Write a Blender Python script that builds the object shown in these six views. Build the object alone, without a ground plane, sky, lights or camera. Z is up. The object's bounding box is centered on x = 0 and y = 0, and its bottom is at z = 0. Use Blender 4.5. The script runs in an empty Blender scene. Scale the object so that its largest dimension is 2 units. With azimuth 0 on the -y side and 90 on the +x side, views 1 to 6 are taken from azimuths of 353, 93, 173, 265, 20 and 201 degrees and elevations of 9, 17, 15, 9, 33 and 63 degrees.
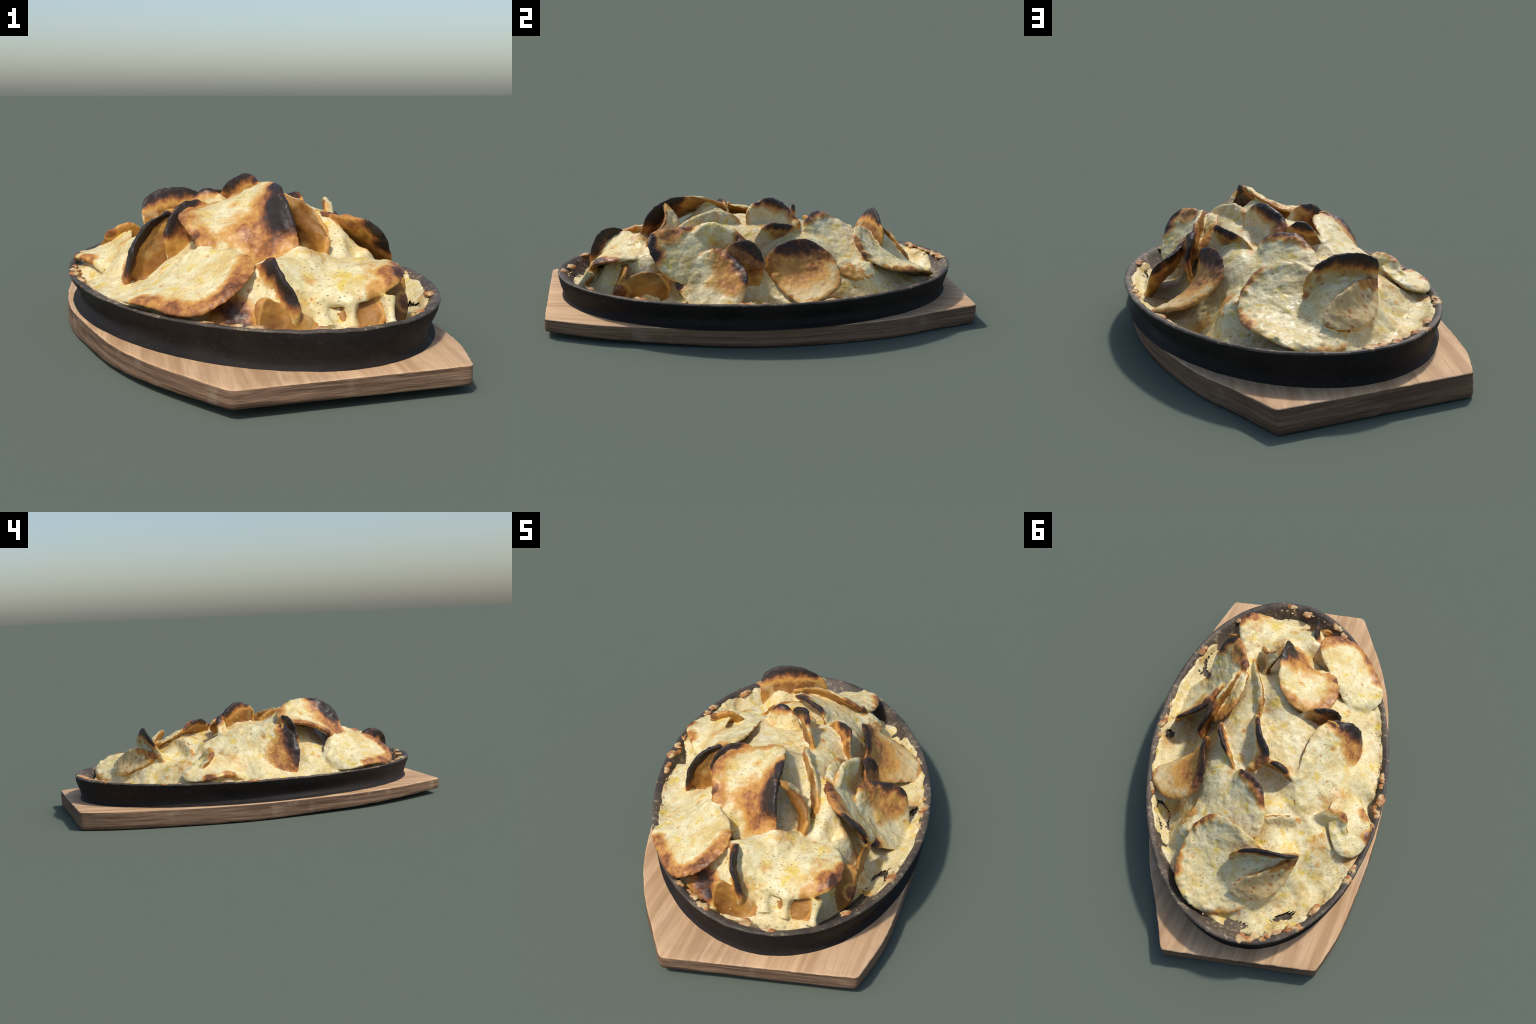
"""Round tortilla chips baked under melted cheese in an oval iron pan, on a wooden board."""
import bpy, math, random
import numpy as np
from mathutils import Matrix, Vector, noise as mnoise
from mathutils.kdtree import KDTree

random.seed(7)
RNG = np.random.default_rng(7)

# ------------------------------------------------------------------ frame of the pan
PAN_X, PAN_Y, PAN_TURN = 0.0355, -0.002, 0.2445      # centre and turn of the long axis
PAN_A, PAN_B = 0.557, 0.9045                          # half width, half length at the rim


def rim_z(x, y):
    u, v = pan_uv(x, y)
    return 0.1940 + 0.0046 * x + 0.0116 * y + 0.004 * (v / PAN_B) ** 4           # the pan leans a little


def board_top_z(y):
    return 0.083 + 0.005 * y


def pan_uv(x, y):
    c, s = math.cos(PAN_TURN), math.sin(PAN_TURN)
    dx, dy = x - PAN_X, y - PAN_Y
    return dx * c + dy * s, -dx * s + dy * c


def pan_xy(u, v):
    c, s = math.cos(PAN_TURN), math.sin(PAN_TURN)
    return PAN_X + u * c - v * s, PAN_Y + u * s + v * c


def pan_fraction(x, y):
    u, v = pan_uv(x, y)
    return np.hypot(u / PAN_A, v / PAN_B)


def smoothstep(a, b, x):
    t = np.clip((x - a) / (b - a), 0, 1)
    return t * t * (3 - 2 * t)


def fractal(p, scale, octaves=3):
    v = Vector((p[0] * scale, p[1] * scale, p[2] * scale))
    return mnoise.fractal(v, 1.0, 2.0, octaves)


# ------------------------------------------------------------------ mesh helpers
def make_object(name, verts, faces, mats, face_mats=None, parent=None, matrix=None, smooth=True):
    me = bpy.data.meshes.new(name)
    me.from_pydata([tuple(v) for v in verts], [], faces)
    for m in mats:
        me.materials.append(m)
    if face_mats is not None:
        me.polygons.foreach_set("material_index", np.asarray(face_mats, np.int32))
    me.polygons.foreach_set("use_smooth", np.full(len(me.polygons), smooth))
    me.update()
    ob = bpy.data.objects.new(name, me)
    bpy.context.scene.collection.objects.link(ob)
    if parent is not None:
        ob.parent = parent
    if matrix is not None:
        ob.matrix_world = matrix
    return ob


# ------------------------------------------------------------------ material helpers
class Nodes:
    """Thin wrapper that makes node graphs read like formulas."""

    def __init__(self, name):
        self.mat = bpy.data.materials.new(name)
        self.mat.use_nodes = True
        self.t = self.mat.node_tree
        self.t.nodes.clear()
        self.out = self.t.nodes.new("ShaderNodeOutputMaterial")
        self.bsdf = self.t.nodes.new("ShaderNodeBsdfPrincipled")
        self.t.links.new(self.bsdf.outputs[0], self.out.inputs[0])
        g = self.t.nodes.new("ShaderNodeNewGeometry")
        self.pos = g.outputs["Position"]
        self.nor = g.outputs["Normal"]
        c = self.t.nodes.new("ShaderNodeTexCoord")
        self.obj = c.outputs["Object"]

    def put(self, socket, v):
        if isinstance(v, bpy.types.NodeSocket):
            self.t.links.new(v, socket)
        elif isinstance(v, (tuple, list)) and len(v) == 3 and socket.type == "RGBA":
            socket.default_value = (*v, 1)
        else:
            socket.default_value = v

    def math(self, op, a, b=0.0, c=0.0, clamp=False):
        n = self.t.nodes.new("ShaderNodeMath")
        n.operation, n.use_clamp = op, clamp
        for i, v in enumerate((a, b, c)):
            self.put(n.inputs[i], v)
        return n.outputs[0]

    def vmath(self, op, a, b=(0, 0, 0), out=0):
        n = self.t.nodes.new("ShaderNodeVectorMath")
        n.operation = op
        self.put(n.inputs[0], a)
        if op == "SCALE":
            self.put(n.inputs["Scale"], b)
        else:
            self.put(n.inputs[1], b)
        return n.outputs[out]

    def step(self, v, lo, hi, to0=0.0, to1=1.0):
        n = self.t.nodes.new("ShaderNodeMapRange")
        n.interpolation_type = "SMOOTHSTEP"
        for k, x in zip(("Value", "From Min", "From Max", "To Min", "To Max"), (v, lo, hi, to0, to1)):
            self.put(n.inputs[k], x)
        return n.outputs[0]

    def mix(self, f, a, b):
        n = self.t.nodes.new("ShaderNodeMix")
        n.data_type = "RGBA"
        self.put(n.inputs[0], f)
        self.put(n.inputs[6], a)
        self.put(n.inputs[7], b)
        return n.outputs[2]

    def noise(self, vec, scale, detail=3.0, rough=0.55, dist=0.0, out=0):
        n = self.t.nodes.new("ShaderNodeTexNoise")
        self.put(n.inputs["Vector"], vec)
        for k, x in zip(("Scale", "Detail", "Roughness", "Distortion"), (scale, detail, rough, dist)):
            self.put(n.inputs[k], x)
        return n.outputs[out]

    def voronoi(self, vec, scale, rand=1.0):
        n = self.t.nodes.new("ShaderNodeTexVoronoi")
        self.put(n.inputs["Vector"], vec)
        self.put(n.inputs["Scale"], scale)
        self.put(n.inputs["Randomness"], rand)
        return n.outputs["Distance"], n.outputs["Color"]

    def split(self, v):
        n = self.t.nodes.new("ShaderNodeSeparateXYZ")
        self.put(n.inputs[0], v)
        return n.outputs

    def mapping(self, vec, rot=(0, 0, 0), scale=(1, 1, 1), loc=(0, 0, 0)):
        n = self.t.nodes.new("ShaderNodeMapping")
        self.put(n.inputs[0], vec)
        n.inputs["Location"].default_value = loc
        n.inputs["Rotation"].default_value = rot
        n.inputs["Scale"].default_value = scale
        return n.outputs[0]

    def bump(self, h, strength, distance):
        n = self.t.nodes.new("ShaderNodeBump")
        n.inputs["Strength"].default_value = strength
        n.inputs["Distance"].default_value = distance
        self.put(n.inputs["Height"], h)
        self.t.links.new(n.outputs[0], self.bsdf.inputs["Normal"])

    def finish(self, color, rough, spec=0.4):
        self.put(self.bsdf.inputs["Base Color"], color)
        self.put(self.bsdf.inputs["Roughness"], rough)
        self.bsdf.inputs["Specular IOR Level"].default_value = spec
        return self.mat


CREAM = (0.73, 0.595, 0.285)
CREAM_PALE = (0.80, 0.71, 0.43)
CREAM_DEEP = (0.60, 0.40, 0.11)
OIL = (0.72, 0.51, 0.065)
HERB = (0.15, 0.115, 0.04)
GOLD = (0.60, 0.31, 0.07)
TOAST = (0.40, 0.15, 0.042)
BROWN = (0.13, 0.046, 0.018)
CHAR = (0.032, 0.021, 0.016)
DOUGH = (0.57, 0.41, 0.18)
AMBER = (0.43, 0.20, 0.035)
AMBER_DARK = (0.20, 0.075, 0.014)


def crust_material(name, kind, burns=(), edge=0.0, toast=0.0):
    """Cheese, bare dough or the amber underside.

    burns: scorched places (x, y, z, radius[, greatest heat]); heat runs from gold through brown to char.
    """
    n = Nodes(name)
    p = n.pos
    big = n.noise(p, 7.0, 3)
    mid = n.noise(p, 24.0, 4, 0.6)
    fine = n.noise(p, 90.0, 4, 0.65)
    warp = n.vmath("ADD", p, n.vmath("SCALE", n.noise(p, 18, 3, out=1), 0.03))
    if kind == "cheese":
        col = n.mix(n.step(n.noise(p, 16, 5, 0.65), 0.38, 0.64), CREAM, CREAM_PALE)
        deep = n.step(n.noise(n.vmath("ADD", warp, (7.7, 2, 0)), 10.0, 5, 0.62), 0.50, 0.70)
        col = n.mix(n.math("MULTIPLY", deep, 0.72), col, CREAM_DEEP)
        oil = n.step(n.noise(n.vmath("ADD", p, (3.1, 0, 0)), 16.0, 4, 0.6), 0.55, 0.68)
        col = n.mix(n.math("MULTIPLY", oil, 0.8), col, OIL)
        # toasted freckles and blisters
        for sc, keep in ((13.0, 0.22 + 0.22 * toast), (30.0, 0.10 + 0.12 * toast)):
            d, c = n.voronoi(warp, sc)
            pick = n.math("LESS_THAN", n.split(c)[0], keep)
            spot = n.math("MULTIPLY", n.step(n.math("ADD", d, n.math("MULTIPLY", mid, 0.4)), 0.56, 0.24), pick)
            col = n.mix(n.math("MULTIPLY", spot, 0.8), col, GOLD)
            core = n.math("MULTIPLY", n.step(n.math("ADD", d, n.math("MULTIPLY", mid, 0.4)), 0.36, 0.2), pick)
            col = n.mix(n.math("MULTIPLY", core, 0.7), col, TOAST)
        # herb flakes: short slivers lying every way
        for k, (sc, rot, keep) in enumerate(((40, 0.5, 0.42), (52, 1.9, 0.48), (66, 2.8, 0.44))):
            q = n.mapping(p, rot=(0.3 * k, 0.5 - 0.4 * k, rot), scale=(1.0, 2.4, 1.7))
            hd, hc = n.voronoi(q, sc)
            hs = n.split(hc)
            fl = n.math("MULTIPLY", n.math("LESS_THAN", hs[1], keep), n.step(hd, 0.25, 0.13))
            fl = n.math("MULTIPLY", fl, n.step(big, 0.30, 0.52))
            col = n.mix(n.math("MULTIPLY", fl, n.math("MULTIPLY_ADD", hs[2], 0.5, 0.42)), col, HERB)
        rough = n.step(mid, 0.3, 0.7, 0.36, 0.58)
    elif kind == "dough":
        col = n.mix(n.step(big, 0.35, 0.65), DOUGH, (0.66, 0.52, 0.27))
        col = n.mix(n.math("MULTIPLY", n.step(mid, 0.45, 0.70), 0.45), col, GOLD)
        for sc, keep in ((20.0, 0.42), (36.0, 0.3)):
            d, c = n.voronoi(warp, sc)
            pick = n.math("LESS_THAN", n.split(c)[0], keep)
            spot = n.math("MULTIPLY", n.step(n.math("ADD", d, n.math("MULTIPLY", mid, 0.3)), 0.55, 0.26), pick)
            col = n.mix(n.math("MULTIPLY", spot, 0.9), col, TOAST)
        rough = 0.6
    else:
        col = n.mix(n.step(n.noise(warp, 6.0, 4), 0.36, 0.62), AMBER, AMBER_DARK)
        col = n.mix(n.math("MULTIPLY", n.step(n.noise(warp, 11.0, 3), 0.52, 0.7), 0.55), col, DOUGH)
        rough = 0.5
    col = n.mix(n.math("MULTIPLY", n.step(fine, 0.45, 0.75), 0.18), col, TOAST)
    # heat: distance to the scorched places plus the exposed edge
    heat = n.math("MULTIPLY_ADD", n.step(n.noise(n.vmath("ADD", p, (0, 9.1, 0)), 7.0, 4, 0.6), 0.47, 0.64), 0.30, -0.40) if kind == "cheese" else -0.4
    wob = n.math("ADD", n.math("MULTIPLY", n.math("SUBTRACT", n.noise(p, 10.0, 6, 0.72), 0.5), 0.95),
                 n.math("MULTIPLY", n.math("SUBTRACT", n.noise(p, 55.0, 4, 0.7), 0.5), 0.30))
    for burn in burns:
        (bx, by, bz, br), peak = burn[:4], burn[4] if len(burn) > 4 else 0.62
        d = n.vmath("DISTANCE", p, (bx, by, bz), out=1)
        h = n.math("MINIMUM", n.math("SUBTRACT", 0.80, n.math("DIVIDE", d, br * 1.6)), peak)
        heat = n.math("MAXIMUM", heat, h)
    heat = n.math("ADD", heat, wob)
    if edge > 0:
        xyz = n.split(n.obj)
        r = n.math("SQRT", n.math("ADD", n.math("POWER", xyz[0], 2.0), n.math("POWER", xyz[1], 2.0)))
        e = n.math("ADD", r, n.math("MULTIPLY", n.math("SUBTRACT", n.noise(p, 9.0, 3), 0.5), 0.7))
        rimheat = n.step(e, 0.76, 1.12, -0.4, 0.08 + 0.30 * edge)
        heat = n.math("MAXIMUM", heat, n.math("ADD", rimheat, n.math("MULTIPLY", wob, 0.6)))
    col = n.mix(n.step(heat, -0.20, 0.10), col, GOLD)
    col = n.mix(n.step(heat, 0.05, 0.26), col, TOAST)
    col = n.mix(n.step(heat, 0.17, 0.40), col, BROWN)
    col = n.mix(n.step(heat, 0.30, 0.52), col, CHAR)
    # pale ash flecks on the blackest parts
    ash = n.math("MULTIPLY", n.step(heat, 0.45, 0.6), n.step(n.noise(p, 75.0, 3, 0.6), 0.66, 0.74))
    col = n.mix(n.math("MULTIPLY", ash, 0.35), col, (0.28, 0.23, 0.19))
    h = n.math("ADD", n.math("MULTIPLY", mid, 0.7), n.math("MULTIPLY", fine, 0.3))
    n.bump(h, 0.45, 0.006)
    return n.finish(col, rough, 0.38 if kind == "cheese" else 0.3)


def wood_material():
    n = Nodes("wood")
    # grain runs along the board's long axis (turned like the pan)
    q = n.mapping(n.pos, rot=(0, 0, -0.21), scale=(26, 1.4, 26))
    w = n.noise(q, 1.0, 5, 0.6, 0.6)
    q2 = n.mapping(n.pos, rot=(0, 0, -0.21), scale=(150, 4.5, 150))
    f = n.noise(q2, 1.0, 3, 0.6)
    blot = n.noise(n.pos, 5.0, 4)
    col = n.mix(n.step(w, 0.3, 0.7), (0.71, 0.465, 0.26), (0.48, 0.285, 0.145))
    col = n.mix(n.math("MULTIPLY", n.step(f, 0.54, 0.74), 0.45), col, (0.33, 0.19, 0.11))
    col = n.mix(n.math("MULTIPLY", n.step(blot, 0.52, 0.7), 0.35), col, (0.62, 0.47, 0.35))
    scuff = n.math("MULTIPLY", n.step(n.noise(n.pos, 4.2, 6, 0.72), 0.50, 0.70), 0.45)
    col = n.mix(scuff, col, (0.40, 0.24, 0.15))
    n.bump(n.math("ADD", n.math("MULTIPLY", f, 0.6), n.math("MULTIPLY", w, 0.4)), 0.5, 0.004)
    return n.finish(col, 0.7, 0.25)


def wood_edge_material():
    """Sawn flank of the board: darker, grey-brown layers."""
    n = Nodes("sawn_wood")
    q = n.mapping(n.pos, rot=(0, 0, -0.21), scale=(3.0, 1.2, 60))
    w = n.noise(q, 1.0, 5, 0.65, 0.8)
    f = n.noise(n.mapping(n.pos, rot=(0, 0, -0.21), scale=(14, 8, 190)), 1.0, 4, 0.7)
    blot = n.noise(n.pos, 9.0, 4)
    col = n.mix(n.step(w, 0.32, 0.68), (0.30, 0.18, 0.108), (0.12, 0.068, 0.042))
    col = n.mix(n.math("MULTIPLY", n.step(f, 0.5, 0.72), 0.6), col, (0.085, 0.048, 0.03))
    col = n.mix(n.math("MULTIPLY", n.step(blot, 0.55, 0.72), 0.35), col, (0.42, 0.31, 0.22))
    n.bump(n.math("ADD", f, w), 0.6, 0.005)
    return n.finish(col, 0.75, 0.2)


def iron_material():
    n = Nodes("cast_iron")
    big, fine = n.noise(n.pos, 6.0, 4, 0.6), n.noise(n.pos, 60.0, 4, 0.65)
    col = n.mix(n.step(big, 0.35, 0.7), (0.011, 0.0085, 0.0078), (0.022, 0.0165, 0.014))
    col = n.mix(n.math("MULTIPLY", n.step(fine, 0.56, 0.74), 0.4), col, (0.07, 0.055, 0.042))
    n.bump(fine, 0.25, 0.004)
    return n.finish(col, n.step(big, 0.3, 0.7, 0.6, 0.85), 0.22)


def iron_rim_material():
    """Worn greyer lip and inner wall, smeared with dried cheese and grease."""
    n = Nodes("seasoned_iron")
    big, mid, fine = n.noise(n.pos, 8.0, 4, 0.6), n.noise(n.pos, 48.0, 5, 0.7), n.noise(n.pos, 120.0, 3, 0.6)
    col = n.mix(n.step(big, 0.35, 0.7), (0.06, 0.045, 0.034), (0.12, 0.09, 0.063))
    col = n.mix(n.math("MULTIPLY", n.step(mid, 0.5, 0.7), 0.6), col, (0.035, 0.03, 0.028))
    smear = n.math("MULTIPLY", n.step(mid, 0.52, 0.62), n.step(big, 0.42, 0.56))
    col = n.mix(n.math("MULTIPLY", smear, 0.55), col, (0.46, 0.36, 0.21))
    col = n.mix(n.math("MULTIPLY", n.step(fine, 0.64, 0.72), 0.6), col, (0.5, 0.42, 0.3))
    n.bump(n.math("ADD", mid, fine), 0.35, 0.004)
    return n.finish(col, 0.55, 0.35)


# ------------------------------------------------------------------ wooden board
def build_board():
    corners_right = [(0.562, -0.858), (0.599, -0.640), (0.602, -0.40), (0.592, -0.13), (0.555, 0.11),
                     (0.481, 0.367), (0.370, 0.63), (0.258, 0.81), (0.149, 0.995)]
    corners_left = [(-0.512, 0.840), (-0.549, 0.655), (-0.559, 0.45), (-0.556, 0.20), (-0.530, -0.03),
                    (-0.476, -0.24), (-0.392, -0.515), (-0.283, -0.735), (-0.096, -1.003)]

    def spline(pts, n):
        pts = np.array(pts)
        t = np.linspace(0, len(pts) - 1, n)
        ext = np.vstack([2 * pts[0] - pts[1], pts, 2 * pts[-1] - pts[-2]])
        i = np.minimum(t.astype(int), len(pts) - 2)
        f = (t - i)[:, None]
        a, b, c, d = ext[i], ext[i + 1], ext[i + 2], ext[i + 3]
        return 0.5 * (2 * b + (c - a) * f + (2 * a - 5 * b + 4 * c - d) * f ** 2 + (3 * b - a - 3 * c + d) * f ** 3)

    n_side, n_end = 150, 70
    right, left = spline(corners_right, n_side), spline(corners_left, n_side)
    end_b = np.linspace(right[-1], left[0], n_end + 2)[1:-1]
    end_f = np.linspace(left[-1], right[0], n_end + 2)[1:-1]
    ring = np.vstack([right, end_b, left, end_f])
    # soften the four corners
    for _ in range(2):
        ring = 0.5 * ring + 0.25 * (np.roll(ring, 1, 0) + np.roll(ring, -1, 0))
    N = len(ring)
    tangent = np.roll(ring, -1, 0) - np.roll(ring, 1, 0)
    normal = np.stack([tangent[:, 1], -tangent[:, 0]], 1)
    normal /= np.linalg.norm(normal, axis=1)[:, None]

    def bottom_z(y):
        return max(0.0, 0.0235 * (0.05 - y)) + 0.001

    verts, faces, fm = [], [], []
    # rings from the top centre outward, over the chamfer, down the flank and under
    levels = [("top", f) for f in (0.0, 0.35, 0.6, 0.75, 0.86, 0.94)] + \
             [("edge", s) for s in (0.0, 0.35, 0.7, 1.0)] + [("flank", t) for t in np.linspace(0.06, 0.97, 12)] + \
             [("under", f) for f in (0.992, 0.90, 0.5, 0.0)]
    ctr = ring.mean(0)
    for kind, k in levels:
        for i in range(N):
            x, y = ring[i]
            zt, zb = board_top_z(y), bottom_z(y)
            # chipped, slightly wavy arrises
            chip = 0.0022 * fractal((x, y, 0.3), 26) + 0.0012 * fractal((x, y, 7.7), 70)
            if kind == "top":
                q = ctr + (ring[i] - ctr) * k
                verts.append((q[0], q[1], board_top_z(q[1]) + 0.0008 * fractal((q[0], q[1], 0), 12)))
            elif kind == "edge":
                inset = 0.006 * (1 - math.sin(k * math.pi / 2)) + chip
                verts.append((x - normal[i, 0] * inset, y - normal[i, 1] * inset, zt - 0.006 * (1 - math.cos(k * math.pi / 2))))
            elif kind == "flank":
                z = (zt - 0.006) * (1 - k) + zb * k
                bul = 0.0025 * fractal((x * 0.6, y * 0.6, z * 9), 9) - 0.003 * smoothstep(0.8, 1, k)
                verts.append((x + normal[i, 0] * bul, y + normal[i, 1] * bul, z))
            else:
                q = ctr + (ring[i] - ctr) * k
                rag = 0.006 * max(0.0, fractal((x, y, 3.3), 45)) if k > 0.95 else 0.0
                verts.append((q[0], q[1], bottom_z(q[1]) + rag))
    for l in range(len(levels) - 1):
        for i in range(N):
            j = (i + 1) % N
            faces.append((l * N + i, (l + 1) * N + i, (l + 1) * N + j, l * N + j))
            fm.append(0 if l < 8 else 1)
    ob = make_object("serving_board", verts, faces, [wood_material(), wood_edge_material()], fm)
    ob["label"] = "pale wooden serving board with bowed sides and clipped corners"
    ob["category"] = "serving board"
    return ob


# ------------------------------------------------------------------ oval iron pan
def build_pan():
    iron, seasoned = iron_material(), iron_rim_material()
    # (half width, half length, share of the height, material) from the foot up, over the lip, down inside
    prof = [(0.0, 0.0, 0.02, 0), (0.40, 0.70, 0.02, 0), (0.546, 0.888, 0.012, 0), (0.543, 0.887, 0.035, 0), (0.530, 0.884, 0.08, 0), (0.519, 0.883, 0.18, 0),
            (0.517, 0.887, 0.34, 0), (0.528, 0.893, 0.50, 0), (0.540, 0.897, 0.65, 0), (0.550, 0.902, 0.79, 0), (0.5535, 0.9025, 0.88, 0),
            (0.557, 0.9045, 0.945, 0), (0.5565, 0.904, 0.985, 1), (0.551, 0.898, 1.004, 1), (0.543, 0.889, 1.003, 1), (0.533, 0.877, 0.965, 1),
            (0.522, 0.862, 0.83, 1), (0.509, 0.846, 0.66, 1), (0.492, 0.823, 0.49, 1), (0.462, 0.783, 0.35, 1), (0.42, 0.74, 0.28, 1), (0.2, 0.4, 0.26, 1), (0.0, 0.0, 0.26, 1)]
    N = 288
    verts, faces, fm = [], [], []
    for (a, b, h, m) in prof:
        for i in range(N):
            t = 2 * math.pi * i / N
            wob = 1 + 0.0035 * fractal((math.cos(t) * 2, math.sin(t) * 2, h), 2.0)
            u, v = a * wob * math.cos(t), b * wob * math.sin(t)
            x, y = pan_xy(u, v)
            zb = board_top_z(y) - 0.002
            lump = 0.003 * fractal((x, y, 2.2), 16, 3) * smoothstep(0.8, 0.97, h)    # uneven, crusted lip
            verts.append((x, y, zb + (rim_z(x, y) + 0.0015 - zb) * h + lump))
    for l in range(len(prof) - 1):
        for i in range(N):
            j = (i + 1) % N
            faces.append((l * N + i, l * N + j, (l + 1) * N + j, (l + 1) * N + i))
            fm.append(prof[l + 1][3])
    ob = make_object("oval_pan", verts, faces, [iron, seasoned], fm)
    ob["label"] = "dark oval cast iron pan with a flared, greasy rim"
    ob["category"] = "sizzler pan"
    return ob

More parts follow.
